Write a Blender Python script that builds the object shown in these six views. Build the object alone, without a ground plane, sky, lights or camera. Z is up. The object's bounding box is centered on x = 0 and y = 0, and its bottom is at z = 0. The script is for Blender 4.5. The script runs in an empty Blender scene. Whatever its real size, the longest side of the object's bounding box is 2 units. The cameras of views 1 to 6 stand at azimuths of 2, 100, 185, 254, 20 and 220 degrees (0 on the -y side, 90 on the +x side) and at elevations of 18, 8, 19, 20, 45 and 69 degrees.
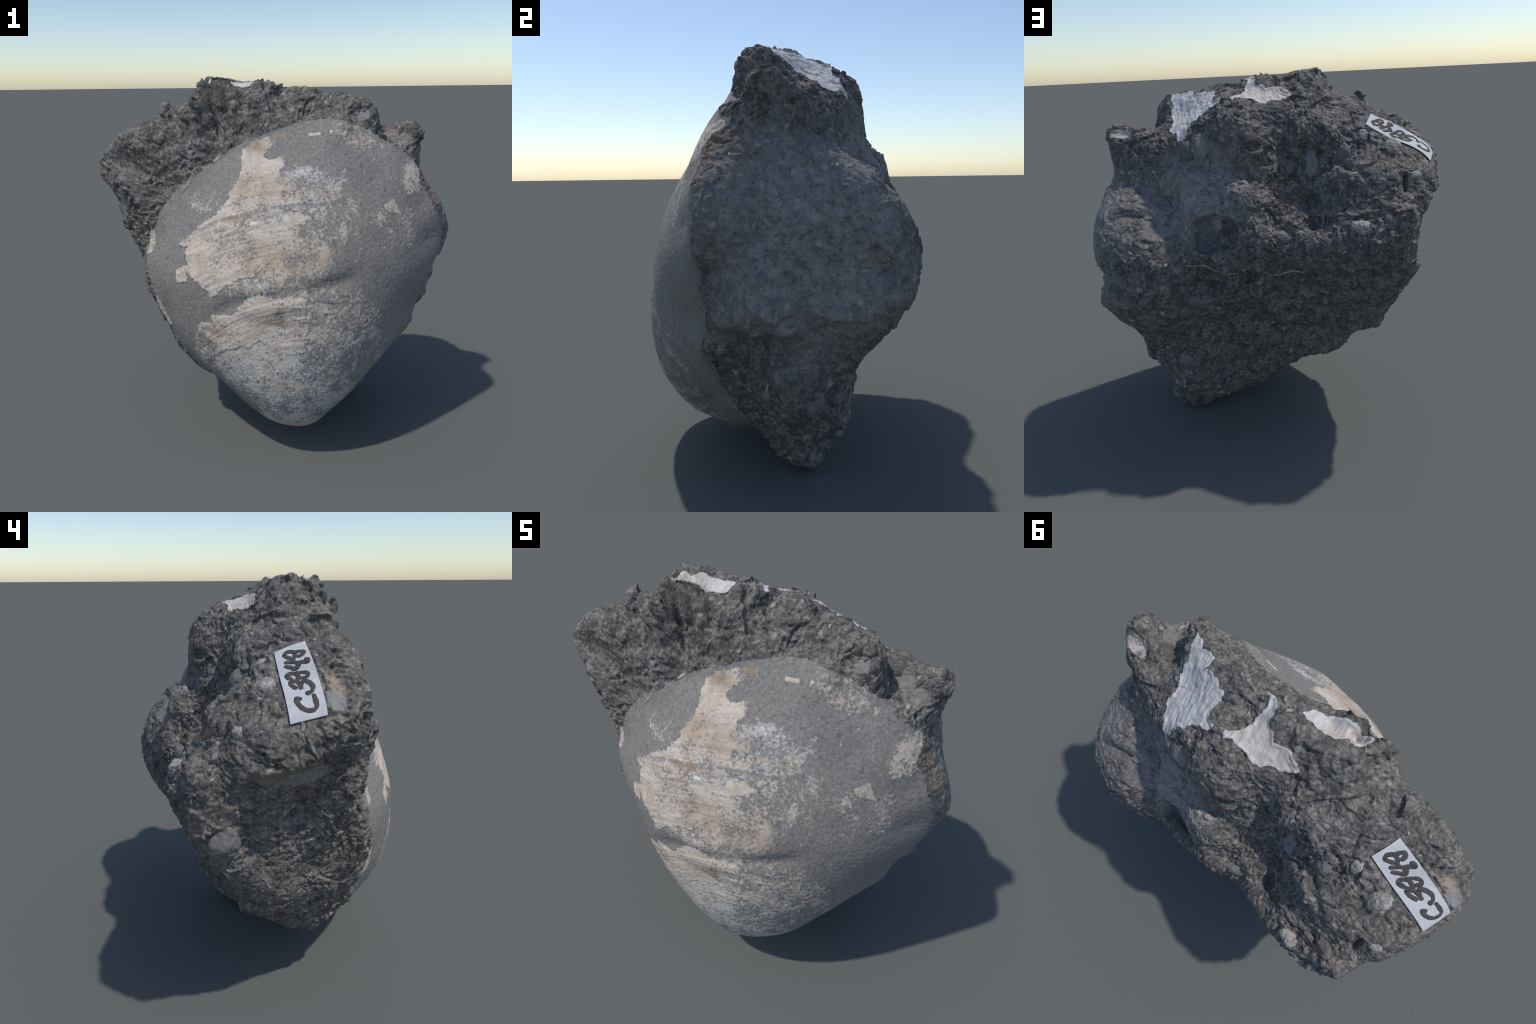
# A lump of dark marine rock holding the rounded internal mould of a large fossil clam,
# with remnants of cream shell on the mould, broken white shell on the crest, small
# shells embedded in the matrix and a paper specimen label.
import bpy, math, random
import numpy as np
from mathutils import Vector
from mathutils.bvhtree import BVHTree

random.seed(7)
CENTRE = np.array([0.0, 0.0, 1.0])

# --------------------------------------------------------------------------------------
# 1. Survey points: where the big form of the rock bulges, pinches and hollows (metres)
# --------------------------------------------------------------------------------------
BACK = [
    (-0.436, 0.421, 1.411), (-0.316, 0.375, 1.386), (0.343, 0.497, 1.366), (-0.781, 0.567, 1.351), (0.573, 0.452, 1.312),
    (0.591, 0.502, 1.310), (0.192, 0.502, 1.310), (-0.428, 0.502, 1.310), (-0.112, 0.478, 1.295), (-0.530, 0.518, 1.293),
    (-0.180, 0.472, 1.292), (-0.278, 0.464, 1.286), (0.198, 0.538, 1.284), (-0.516, 0.607, 1.259), (0.026, 0.588, 1.258),
    (-0.322, 0.438, 1.250), (0.428, 0.482, 1.250), (0.443, 0.460, 1.237), (0.566, 0.569, 1.236), (0.095, 0.533, 1.232),
    (0.195, 0.489, 1.219), (-0.026, 0.600, 1.213), (-0.166, 0.511, 1.205), (-0.347, 0.585, 1.191), (0.160, 0.586, 1.188),
    (-0.423, 0.600, 1.187), (0.424, 0.553, 1.168), (-0.076, 0.594, 1.164), (0.296, 0.572, 1.151), (0.221, 0.573, 1.146),
    (-0.057, 0.542, 1.092), (0.596, 0.639, 1.089), (-0.793, 0.523, 1.019), (0.768, 0.506, 1.019), (-0.307, 0.497, 1.000),
    (0.342, 0.553, 1.000), (0.000, 0.525, 1.000), (-0.080, 0.572, 1.000), (0.181, 0.503, 1.000), (-0.608, 0.546, 1.000),
    (-0.178, 0.460, 0.984), (0.028, 0.498, 0.983), (0.151, 0.560, 0.981), (-0.059, 0.526, 0.965), (0.797, 0.560, 0.960),
    (0.230, 0.475, 0.948), (-0.023, 0.563, 0.924), (0.698, 0.627, 0.924), (0.168, 0.550, 0.923), (0.471, 0.613, 0.911),
    (-0.261, 0.419, 0.897), (-0.049, 0.464, 0.889), (-0.199, 0.434, 0.820), (-0.147, 0.384, 0.763), (-0.085, 0.465, 0.756),
    (0.153, 0.400, 0.753), (-0.018, 0.354, 0.751), (-0.330, 0.366, 0.728), (0.018, 0.346, 0.725), (-0.168, 0.371, 0.669),
    (0.576, 0.493, 0.661), (0.112, 0.367, 0.644), (0.393, 0.380, 0.629),
]
SHELL_FRONT = [
    (0.192, -0.502, 1.310), (-0.179, -0.468, 1.290), (-0.046, -0.538, 1.149), (-0.320, -0.518, 1.000), (0.358, -0.580, 1.000),
    (0.000, -0.625, 1.000), (-0.013, -0.621, 0.804), (-0.222, -0.581, 0.641), (0.247, -0.647, 0.600), (0.423, -0.524, 0.376),
]
CREST_LEFT = [
    (-0.353, -0.087, 1.994), (-0.313, -0.107, 1.993), (-0.313, -0.021, 1.992), (-0.351, 0.043, 1.989), (-0.201, -0.124, 1.986),
    (0.000, 0.000, 1.980), (-0.270, -0.125, 1.977), (-0.234, 0.103, 1.973), (0.064, 0.040, 1.961), (-0.194, -0.040, 1.949),
    (-0.375, -0.105, 1.947), (-0.289, -0.059, 1.918), (0.061, 0.000, 1.917), (0.031, 0.114, 1.912), (-0.396, -0.082, 1.904),
    (-0.216, 0.134, 1.902), (-0.393, -0.040, 1.897), (-0.348, -0.136, 1.882), (-0.575, -0.021, 1.872), (-0.146, -0.121, 1.861),
    (-0.411, -0.135, 1.858), (-0.117, -0.133, 1.857), (-0.412, 0.059, 1.857), (-0.239, 0.179, 1.855), (-0.483, -0.020, 1.847),
    (-0.171, -0.136, 1.835), (0.029, 0.321, 1.829), (-0.257, -0.159, 1.818), (-0.569, -0.079, 1.809), (-0.457, -0.129, 1.802),
    (-0.314, 0.194, 1.801), (-0.218, -0.135, 1.790), (-0.624, 0.000, 1.784), (-0.052, -0.141, 1.770), (0.026, -0.124, 1.767),
    (-0.503, -0.091, 1.763), (-0.684, -0.083, 1.762), (-0.270, -0.100, 1.759), (-0.635, 0.060, 1.751), (-0.772, -0.064, 1.721),
    (-0.267, 0.307, 1.717), (-0.174, -0.160, 1.715), (-0.436, 0.269, 1.705), (-0.329, -0.139, 1.687), (-0.096, 0.309, 1.655),
    (-0.349, 0.304, 1.654), (-0.232, -0.168, 1.652), (-0.746, 0.154, 1.644), (-0.690, -0.134, 1.644), (-0.771, -0.102, 1.641),
    (0.000, 0.395, 1.639), (-0.292, -0.152, 1.612), (-0.152, -0.253, 1.591), (-0.153, 0.301, 1.582), (-0.249, -0.221, 1.555),
    (-0.157, 0.333, 1.548), (-0.597, -0.143, 1.546), (-0.432, 0.330, 1.544), (-0.335, -0.207, 1.542), (-0.265, 0.288, 1.541),
    (0.000, -0.331, 1.536), (-0.320, 0.341, 1.518), (-0.552, -0.158, 1.496), (0.013, 0.399, 1.479), (-0.213, 0.311, 1.442),
    (-0.026, 0.483, 1.433),
]
FOOT = [
    (0.000, 0.322, 0.674), (-0.060, 0.347, 0.649), (-0.094, 0.282, 0.639), (-0.239, 0.279, 0.613), (0.259, 0.334, 0.546),
    (-0.147, 0.297, 0.541), (-0.246, 0.265, 0.537), (0.076, 0.341, 0.519), (0.000, 0.307, 0.503), (0.098, 0.264, 0.473),
    (0.180, 0.290, 0.462), (-0.358, 0.282, 0.420), (0.369, 0.393, 0.403), (-0.370, 0.229, 0.402), (0.000, 0.245, 0.389),
    (-0.388, -0.240, 0.371), (0.469, 0.362, 0.357), (0.592, -0.036, 0.341), (0.169, 0.256, 0.335), (-0.161, 0.043, 0.328),
    (-0.124, 0.205, 0.295), (0.611, 0.244, 0.292), (0.536, -0.162, 0.285), (0.443, -0.274, 0.283), (-0.389, -0.068, 0.259),
    (-0.160, -0.267, 0.254), (0.356, -0.348, 0.217), (0.534, -0.020, 0.190), (0.000, -0.503, 0.187), (0.546, 0.338, 0.186),
    (0.514, 0.318, 0.169), (0.555, 0.264, 0.160), (0.000, 0.000, 0.129), (0.263, -0.440, 0.125), (0.424, -0.061, 0.117),
    (0.061, 0.132, 0.101), (0.326, -0.202, 0.073), (0.100, -0.374, 0.067), (0.332, -0.041, 0.066), (0.263, 0.197, 0.058),
    (0.587, 0.222, 0.051), (0.468, 0.022, 0.026), (0.486, 0.206, -0.016),
]
RIGHT_FLANK = [
    (0.793, -0.071, 1.542), (0.717, 0.281, 1.527), (0.771, -0.183, 1.522), (0.839, 0.000, 1.518), (0.687, 0.239, 1.516),
    (0.784, 0.163, 1.500), (0.554, 0.315, 1.482), (0.651, 0.314, 1.458), (0.522, -0.323, 1.446), (0.814, 0.272, 1.439),
    (0.452, 0.364, 1.366), (0.646, 0.472, 1.364), (0.856, 0.154, 1.355), (0.778, -0.261, 1.345), (0.918, -0.197, 1.329),
    (0.782, 0.484, 1.299), (0.627, -0.387, 1.239), (0.988, -0.135, 1.189), (0.931, 0.127, 1.178), (0.846, -0.266, 1.164),
    (0.910, 0.031, 1.147), (0.947, -0.194, 1.080), (0.823, 0.508, 1.076), (0.870, 0.274, 1.056), (0.951, 0.000, 1.000),
    (0.995, 0.034, 0.979), (0.874, -0.118, 0.964), (0.788, 0.487, 0.964), (0.959, 0.064, 0.960), (0.889, 0.182, 0.925),
    (0.889, -0.182, 0.925), (0.822, 0.543, 0.902), (0.873, -0.119, 0.865), (0.879, 0.311, 0.847), (0.995, 0.102, 0.831),
    (0.917, 0.125, 0.825), (0.917, 0.063, 0.799), (0.907, -0.094, 0.781), (0.769, -0.277, 0.770), (0.828, 0.236, 0.761),
    (0.910, 0.126, 0.757), (0.872, 0.000, 0.752), (0.841, -0.058, 0.752), (0.668, -0.413, 0.745), (0.732, 0.452, 0.720),
    (0.781, 0.083, 0.718), (0.786, 0.289, 0.698), (0.728, 0.026, 0.658), (0.815, -0.179, 0.639), (0.721, 0.000, 0.554),
    (0.590, 0.399, 0.545), (0.800, 0.091, 0.541), (0.735, 0.235, 0.524), (0.720, 0.036, 0.498), (0.592, 0.336, 0.441),
    (0.637, 0.328, 0.388), (0.632, 0.294, 0.382), (0.742, 0.121, 0.346),
]
LEFT_FLANK = [
    (-0.866, -0.066, 1.642), (-0.892, 0.000, 1.623), (-0.876, -0.078, 1.598), (-0.949, 0.000, 1.587), (-0.746, -0.087, 1.541),
    (-0.859, 0.351, 1.483), (-0.676, -0.106, 1.479), (-0.495, 0.441, 1.474), (-0.974, 0.000, 1.470), (-0.836, -0.127, 1.468),
    (-0.788, -0.171, 1.459), (-0.779, -0.176, 1.414), (-0.890, -0.065, 1.406), (-0.948, 0.171, 1.394), (-0.674, -0.172, 1.384),
    (-0.664, 0.485, 1.374), (-0.456, -0.260, 1.365), (-0.629, -0.185, 1.349), (-0.876, 0.031, 1.339), (-0.907, 0.297, 1.323),
    (-0.443, -0.299, 1.312), (-0.815, 0.504, 1.311), (-0.850, -0.059, 1.218), (-0.717, -0.151, 1.199), (-0.502, -0.310, 1.192),
    (-0.649, -0.206, 1.151), (-0.768, 0.158, 1.125), (-0.801, 0.385, 1.055), (-0.806, 0.254, 1.052), (-0.725, -0.174, 1.015),
    (-0.781, 0.000, 1.000), (-0.710, -0.096, 1.000), (-0.779, 0.341, 0.965), (-0.809, 0.389, 0.944), (-0.698, -0.070, 0.932),
    (-0.721, 0.073, 0.878), (-0.686, -0.194, 0.830), (-0.547, -0.338, 0.791), (-0.759, 0.301, 0.785), (-0.627, 0.387, 0.761),
    (-0.633, 0.000, 0.609), (-0.657, 0.293, 0.604), (-0.498, 0.182, 0.496),
]
CREST_RIGHT = [
    (0.195, 0.040, 1.953), (0.361, 0.020, 1.912), (0.186, 0.115, 1.909), (0.510, -0.062, 1.894), (0.554, -0.100, 1.839),
    (0.258, -0.088, 1.818), (0.354, 0.145, 1.813), (0.460, -0.093, 1.807), (0.417, -0.145, 1.797), (0.601, -0.079, 1.756),
    (0.711, 0.063, 1.746), (0.522, 0.073, 1.742), (0.790, 0.022, 1.738), (0.661, 0.121, 1.737), (0.548, -0.129, 1.732),
    (0.824, 0.089, 1.727), (0.440, -0.166, 1.712), (0.253, -0.183, 1.712), (0.400, 0.313, 1.696), (0.587, 0.019, 1.694),
    (0.428, 0.265, 1.693), (0.150, 0.402, 1.689), (0.630, 0.224, 1.688), (0.693, 0.119, 1.685), (0.647, -0.019, 1.679),
    (0.778, 0.161, 1.672), (0.274, 0.378, 1.672), (0.658, -0.075, 1.650), (0.689, -0.134, 1.643), (0.387, -0.239, 1.626),
    (0.226, 0.354, 1.613), (0.647, 0.273, 1.596), (0.283, 0.341, 1.580), (0.569, -0.267, 1.515), (0.349, 0.397, 1.515),
    (0.202, 0.378, 1.514), (0.069, 0.489, 1.466),
]
SURVEY = {"back": BACK, "shell_front": SHELL_FRONT, "crest_left": CREST_LEFT, "foot": FOOT, "right_flank": RIGHT_FLANK, "left_flank": LEFT_FLANK, "crest_right": CREST_RIGHT}


# --------------------------------------------------------------------------------------
# noise (gradient noise on a hashed lattice, vectorised)
# --------------------------------------------------------------------------------------
def _hash(ix, iy, iz, seed):
    h = (ix * 374761393 + iy * 668265263 + iz * 2147483647 + seed * 974634777) & 0xFFFFFFFF
    h = ((h ^ (h >> 13)) * 1274126177) & 0xFFFFFFFF
    h = ((h ^ (h >> 16)) * 2246822519) & 0xFFFFFFFF
    return h ^ (h >> 15)

GRADS = np.array([(1,1,0),(-1,1,0),(1,-1,0),(-1,-1,0),(1,0,1),(-1,0,1),(1,0,-1),(-1,0,-1),
                  (0,1,1),(0,-1,1),(0,1,-1),(0,-1,-1)], float)

def perlin(p, seed=0):
    p = np.asarray(p, float)
    i = np.floor(p).astype(np.int64)
    f = p - i
    u = f * f * f * (f * (f * 6 - 15) + 10)
    out = np.zeros(len(p))
    for dx in (0, 1):
        wx = u[:, 0] if dx else 1 - u[:, 0]
        for dy in (0, 1):
            wy = u[:, 1] if dy else 1 - u[:, 1]
            for dz in (0, 1):
                wz = u[:, 2] if dz else 1 - u[:, 2]
                g = GRADS[_hash(i[:, 0] + dx, i[:, 1] + dy, i[:, 2] + dz, seed) % 12]
                d = (f - np.array([dx, dy, dz]))
                out += wx * wy * wz * (g * d).sum(1)
    return out

def fbm(p, octaves, seed=0, gain=0.5, lac=2.03):
    out, a = np.zeros(len(p)), 1.0
    for k in range(octaves):
        out += a * perlin(p * lac ** k + 17.3 * k, seed + k)
        a *= gain
    return out

def cells(p, seed=0):
    """distance to the nearest and second nearest of one jittered point per lattice cell"""
    i = np.floor(p).astype(np.int64)
    d1 = np.full(len(p), 9.0)
    d2 = np.full(len(p), 9.0)
    for dx in (-1, 0, 1):
        for dy in (-1, 0, 1):
            for dz in (-1, 0, 1):
                c = i + np.array([dx, dy, dz])
                h = _hash(c[:, 0], c[:, 1], c[:, 2], seed)
                j = np.stack([(h & 1023), (h >> 10) & 1023, (h >> 20) & 1023], 1) / 1023.0
                d = np.linalg.norm(c + j - p, axis=1)
                d2 = np.minimum(d2, np.maximum(d1, d))
                d1 = np.minimum(d1, d)
    return d1, d2

def facets(p, seed=0, tilt=1.0):
    """broken faces: every cell of a jittered lattice is a plane of its own tilt and level"""
    i = np.floor(p).astype(np.int64)
    best = np.full(len(p), 9.0)
    out = np.zeros(len(p))
    for dx in (-1, 0, 1):
        for dy in (-1, 0, 1):
            for dz in (-1, 0, 1):
                c = i + np.array([dx, dy, dz])
                h = _hash(c[:, 0], c[:, 1], c[:, 2], seed)
                g = _hash(c[:, 0], c[:, 1], c[:, 2], seed + 77)
                j = np.stack([(h & 1023), (h >> 10) & 1023, (h >> 20) & 1023], 1) / 1023.0
                t = np.stack([(g & 1023), (g >> 10) & 1023, (g >> 20) & 1023], 1) / 511.5 - 1.0
                off = p - c - j
                d = np.linalg.norm(off, axis=1)
                near = d < best
                best = np.where(near, d, best)
                out = np.where(near, (off * t).sum(1) * tilt + ((h >> 7) & 255) / 255.0 - 0.5, out)
    return out

def smooth(a, b, x):
    t = np.clip((x - a) / (b - a), 0, 1)
    return t * t * (3 - 2 * t)

# --------------------------------------------------------------------------------------
# 2. The big form: a radial function interpolated through the survey points
# --------------------------------------------------------------------------------------
PTS = np.array([p for group in SURVEY.values() for p in group])
_off = PTS - CENTRE
PT_R = np.linalg.norm(_off, axis=1)
PT_D = _off / PT_R[:, None]

def _kernel(a, b):
    d2 = np.maximum(2 - 2 * a @ b.T, 0)
    return d2 ** 0.75

def _solve():
    n = len(PT_D)
    P1 = np.hstack([np.ones((n, 1)), PT_D])
    A = np.zeros((n + 4, n + 4))
    A[:n, :n] = _kernel(PT_D, PT_D) + 1e-6 * np.eye(n)
    A[:n, n:] = P1
    A[n:, :n] = P1.T
    return np.linalg.solve(A, np.concatenate([PT_R, np.zeros(4)]))

WEIGHTS = _solve()

def radius(d):
    out = np.empty(len(d))
    for s in range(0, len(d), 60000):
        q = d[s:s + 60000]
        out[s:s + 60000] = _kernel(q, PT_D) @ WEIGHTS[:-4] + WEIGHTS[-4] + q @ WEIGHTS[-3:]
    return out

def sphere(level):
    t = (1 + 5 ** 0.5) / 2
    v = np.array([(-1,t,0),(1,t,0),(-1,-t,0),(1,-t,0),(0,-1,t),(0,1,t),(0,-1,-t),(0,1,-t),
                  (t,0,-1),(t,0,1),(-t,0,-1),(-t,0,1)], float)
    v /= np.linalg.norm(v[0])
    f = np.array([(0,11,5),(0,5,1),(0,1,7),(0,7,10),(0,10,11),(1,5,9),(5,11,4),(11,10,2),(10,7,6),
                  (7,1,8),(3,9,4),(3,4,2),(3,2,6),(3,6,8),(3,8,9),(4,9,5),(2,4,11),(6,2,10),(8,6,7),(9,8,1)])
    for _ in range(level):
        n, m = len(v), len(f)
        e = np.vstack([f[:, [0, 1]], f[:, [1, 2]], f[:, [2, 0]]])
        e.sort(axis=1)
        key, inv = np.unique(e[:, 0] * n + e[:, 1], return_inverse=True)
        mid = v[key // n] + v[key % n]
        v = np.vstack([v, mid / np.linalg.norm(mid, axis=1)[:, None]])
        ab, bc, ca = n + inv[:m], n + inv[m:2 * m], n + inv[2 * m:]
        a, b, c = f.T
        f = np.vstack([np.stack(q, 1) for q in ((a, ab, ca), (b, bc, ab), (c, ca, bc), (ab, bc, ca))])
    return v, f

def vertex_normals(v, f):
    n = np.cross(v[f[:, 1]] - v[f[:, 0]], v[f[:, 2]] - v[f[:, 0]])
    out = np.zeros_like(v)
    for k in range(3):
        for c in range(3):
            out[:, c] += np.bincount(f[:, k], n[:, c], len(v))
    return out / (np.linalg.norm(out, axis=1)[:, None] + 1e-12)

LEVEL = 8
DIRS, FACES = sphere(LEVEL)
BASE = CENTRE + radius(DIRS)[:, None] * DIRS
NRM = vertex_normals(BASE, FACES)

# --------------------------------------------------------------------------------------
# 3. Regions of the surface
# --------------------------------------------------------------------------------------
def poly_sd(pts, q):
    """signed distance in a plane to a closed outline, negative inside"""
    pts = np.asarray(pts, float)
    d = np.full(len(q), 9.0)
    inside = np.zeros(len(q), bool)
    for a, b in zip(pts, np.roll(pts, -1, 0)):
        ab = b - a
        t = np.clip(((q - a) @ ab) / (ab @ ab), 0, 1)
        d = np.minimum(d, np.linalg.norm(q - a - t[:, None] * ab, axis=1))
        if a[1] != b[1]:
            inside ^= ((a[1] > q[:, 1]) != (b[1] > q[:, 1])) & \
                      (q[:, 0] < (b[0] - a[0]) * (q[:, 1] - a[1]) / (b[1] - a[1]) + a[0])
    return np.where(inside, -d, d)

# rim of the clam mould, seen from the front (x, z)
RIM = [(-0.69,1.00),(-0.69,1.09),(-0.65,1.185),(-0.615,1.27),(-0.58,1.336),(-0.52,1.40),(-0.445,1.466),
       (-0.362,1.525),(-0.283,1.586),(-0.2,1.641),(-0.121,1.677),(-0.029,1.709),(0.05,1.736),(0.131,1.76),
       (0.224,1.775),(0.319,1.786),(0.396,1.778),(0.477,1.745),(0.562,1.704),(0.645,1.651),(0.715,1.61),
       (0.772,1.57),(0.794,1.517),(0.82,1.441),(0.856,1.364),(0.905,1.286),(0.934,1.188),(0.928,1.086),
       (0.903,0.978),(0.863,0.85),(0.83,0.743),(0.777,0.637),(0.70,0.50),(0.62,0.40),(0.56,0.30),(0.47,0.2),
       (0.35,0.06),(0.2,0.0),(0.0,0.03),(-0.15,0.16),(-0.3,0.3),(-0.42,0.40),(-0.505,0.519),(-0.55,0.607),
       (-0.622,0.763),(-0.657,0.899)]
XZ = BASE[:, [0, 2]]
def rim_field(p):
    # the mould ends at its rim; behind the rim begins the rock
    rim_y = -0.05 - 0.155 * smooth(0.40, 0.65, p[:, 0]) * smooth(1.62, 1.45, p[:, 2]) - 0.10 * smooth(-0.35, -0.55, p[:, 0])
    return np.maximum(poly_sd(RIM, p[:, [0, 2]]), p[:, 1] - rim_y) + 0.008 * perlin(p * 28, 3)
rim_sd = rim_field(BASE)
front = (BASE[:, 1] < -0.02) & (NRM[:, 1] < 0.25)
rim_sd = np.where(front, rim_sd, np.maximum(np.abs(rim_sd), 0.05))
shell_w = smooth(0.02, -0.012, rim_sd)          # 1 on the mould

# cream shell still clinging to the mould, seen from the front (x, z)
REMNANTS = {
    "main": [(-0.141,1.628),(-0.094,1.666),(-0.029,1.69),(0.024,1.706),(0.05,1.699),(0.09,1.72),(0.088,1.691),
             (0.05,1.674),(0.011,1.658),(-0.009,1.629),(-0.028,1.605),(-0.002,1.592),(0.076,1.602),(0.083,1.582),
             (0.05,1.526),(0.037,1.492),(0.088,1.47),(0.176,1.448),(0.265,1.432),(0.29,1.396),(0.251,1.375),
             (0.2,1.33),(0.15,1.309),(0.087,1.287),(0.125,1.241),(0.137,1.196),(0.174,1.172),(0.124,1.139),
             (0.149,1.092),(0.087,1.139),(0.026,1.151),(-0.018,1.103),(-0.086,1.064),(-0.149,1.036),
             (-0.214,1.004),(-0.285,0.933),(-0.326,0.977),(-0.383,1.005),(-0.425,1.03),(-0.429,0.978),
             (-0.494,0.964),(-0.492,1.03),(-0.425,1.069),(-0.44,1.135),(-0.426,1.158),(-0.468,1.155),
             (-0.477,1.182),(-0.431,1.197),(-0.36,1.271),(-0.279,1.32),(-0.207,1.411),(-0.163,1.497),
             (-0.135,1.55),(-0.148,1.602)],
    "umbo": [(-0.367,0.76),(-0.343,0.789),(-0.287,0.79),(-0.286,0.843),(-0.23,0.852),(-0.177,0.869),(-0.124,0.94),
             (-0.049,0.975),(0.051,0.965),(0.137,0.967),(0.30,0.965),(0.38,0.985),(0.42,0.95),(0.46,0.94),
             (0.40,0.90),(0.30,0.88),(0.212,0.90),(0.2,0.861),(0.176,0.749),(0.177,0.684),
             (0.126,0.686),(0.089,0.681),(0.026,0.70),(-0.049,0.736),(-0.088,0.70),(-0.153,0.69),(-0.222,0.66),
             (-0.298,0.594),(-0.333,0.537),(-0.376,0.574),(-0.399,0.653)],
    "hinge": [(0.319,1.745),(0.326,1.771),(0.383,1.766),(0.463,1.739),(0.547,1.705),(0.599,1.654),(0.594,1.634),
              (0.557,1.656),(0.496,1.676),(0.463,1.714),(0.395,1.703),(0.368,1.691),(0.317,1.709)],
    "rim": [(0.708,1.576),(0.749,1.555),(0.794,1.517),(0.817,1.458),(0.791,1.445),(0.761,1.486),(0.732,1.526)],
    "chip": [(0.638,1.393),(0.682,1.313),(0.601,1.336),(0.582,1.367)],
    "dash": [(0.20,1.712),(0.265,1.72),(0.268,1.705),(0.205,1.70)],
    "flank": [(-0.655,0.835),(-0.625,0.829),(-0.585,0.766),(-0.545,0.677),(-0.575,0.65),(-0.63,0.74)],
    "edge": [(-0.655,1.198),(-0.632,1.197),(-0.628,1.141),(-0.652,1.076),(-0.682,1.063)],
    "dash_left": [(-0.315,1.573),(-0.265,1.60),(-0.255,1.593),(-0.31,1.563)],
    "dash_low": [(-0.475,1.42),(-0.43,1.47),(-0.42,1.462),(-0.465,1.41)],
}
remnant_sd, remnant_field = {}, {}
for name, outline in REMNANTS.items():
    near = np.where(front)[0]
    sd = np.full(len(BASE), 9.0)
    k = 0.35 if name.startswith(("dash", "edge", "flank", "chip")) else 1.0
    remnant_field[name] = lambda p, o=outline, k=k: poly_sd(o, p[:, [0, 2]]) + k * (0.012 * perlin(p * 34, 11) + 0.008 * perlin(p * 80, 12))
    sd[near] = remnant_field[name](BASE[near])
    remnant_sd[name] = sd
cream_sd = np.min(list(remnant_sd.values()), axis=0)

# broken white shell on the crest, outlines seen from above (x, y)
CREST = {
    "wedge": [(0.475,-0.015),(0.40,0.02),(0.335,0.03),(0.33,0.075),(0.25,0.10),(0.195,0.115),(0.20,0.155),(0.20,0.20),
              (0.145,0.245),(0.23,0.275),(0.29,0.30),(0.37,0.33),(0.41,0.28),(0.44,0.17)],
    "fan": [(0.115,0.215),(0.10,0.245),(0.03,0.235),(-0.05,0.23),(-0.13,0.20),(-0.225,0.155),(-0.15,0.135),(-0.07,0.14),
            (-0.02,0.10),(-0.005,0.05),(0.03,0.015),(0.05,0.03),(0.035,0.10),(0.05,0.165)],
    "bowl": [(-0.075,0.015),(-0.12,-0.035),(-0.2,-0.065),(-0.27,-0.085),(-0.335,-0.07),(-0.325,-0.02),(-0.25,0.005),
             (-0.17,0.03),(-0.1,0.02)],
}
top = (BASE[:, 2] > 1.6) & ((NRM[:, 2] > 0.2) | ((BASE[:, 2] > 1.925) & (BASE[:, 0] < -0.05)))
crest_sd, crest_field = {}, {}
for name, outline in CREST.items():
    near = np.where(top)[0]
    sd = np.full(len(BASE), 9.0)
    crest_field[name] = lambda p, o=outline: poly_sd(o, p[:, :2]) + 0.020 * perlin(p * 20, 13) + 0.006 * perlin(p * 55, 14)
    sd[near] = crest_field[name](BASE[near])
    crest_sd[name] = sd
white_sd = np.min(list(crest_sd.values()), axis=0)

# how rough the broken rock is: coarse on the front, crest and upper back, worn on the flank
X, Y, Z = BASE.T
rough = np.ones(len(BASE))
rough *= 1 - 0.58 * smooth(0.40, 0.66, X) * smooth(1.65, 1.45, Z) * smooth(0.15, 0.4, Z) * smooth(0.62, 0.40, Y - 0.4 * (Z - 1))
rough *= 1 - 0.40 * smooth(1.0, 0.85, Z) * smooth(-0.05, 0.15, Y)
pocket = np.exp(-(((X - 0.30) / 0.27) ** 2 + ((Z - 1.42) / 0.26) ** 2)) * smooth(0.1, 0.3, Y)
rough *= 1 - 0.6 * pocket
# smooth faces where a buried shell has flaked away: centre, half sizes, brownness
PATCHES = [
    ((-0.915, 0.20, 1.32), (0.07, 0.17, 0.045), 1),
    ((0.447, 0.459, 1.23), (0.032, 0.05, 0.032), 0),
    ((0.245, 0.37, 1.66), (0.030, 0.05, 0.050), 0),
    ((-0.30, 0.33, 1.56), (0.040, 0.05, 0.075), 0),
    ((-0.90, 0.06, 1.565), (0.07, 0.035, 0.06), 0),
    ((0.87, 0.47, 1.04), (0.06, 0.05, 0.05), 1),
    ((-0.05, 0.40, 1.655), (0.060, 0.05, 0.022), 1),
    ((0.50, -0.10, 1.80), (0.035, 0.04, 0.035), 0),
    ((0.725, -0.05, 1.665), (0.055, 0.05, 0.045), 1),
    ((0.66, -0.02, 1.71), (0.05, 0.05, 0.03), 1),
    ((0.745, 0.125, 1.705), (0.055, 0.035, 0.035), 2),
]
for c, r, _ in PATCHES:
    rough *= 1 - 0.75 * smooth(1.15, 0.8, np.linalg.norm((BASE - np.array(c)) / np.array(r), axis=1))
rough *= 1 - shell_w

# --------------------------------------------------------------------------------------
# 4. Relief
# --------------------------------------------------------------------------------------
def path_distance(path, p):
    path = np.asarray(path, float)
    d = np.full(len(p), 9.0)
    s = np.zeros(len(p))
    total = len(path) - 1
    for k in range(total):
        a, b = path[k], path[k + 1]
        ab = b - a
        t = np.clip(((p - a) @ ab) / (ab @ ab), 0, 1)
        e = np.linalg.norm(p - a - t[:, None] * ab, axis=1)
        near = e < d
        d = np.where(near, e, d)
        s = np.where(near, (k + t) / total, s)
    return d, s

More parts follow.
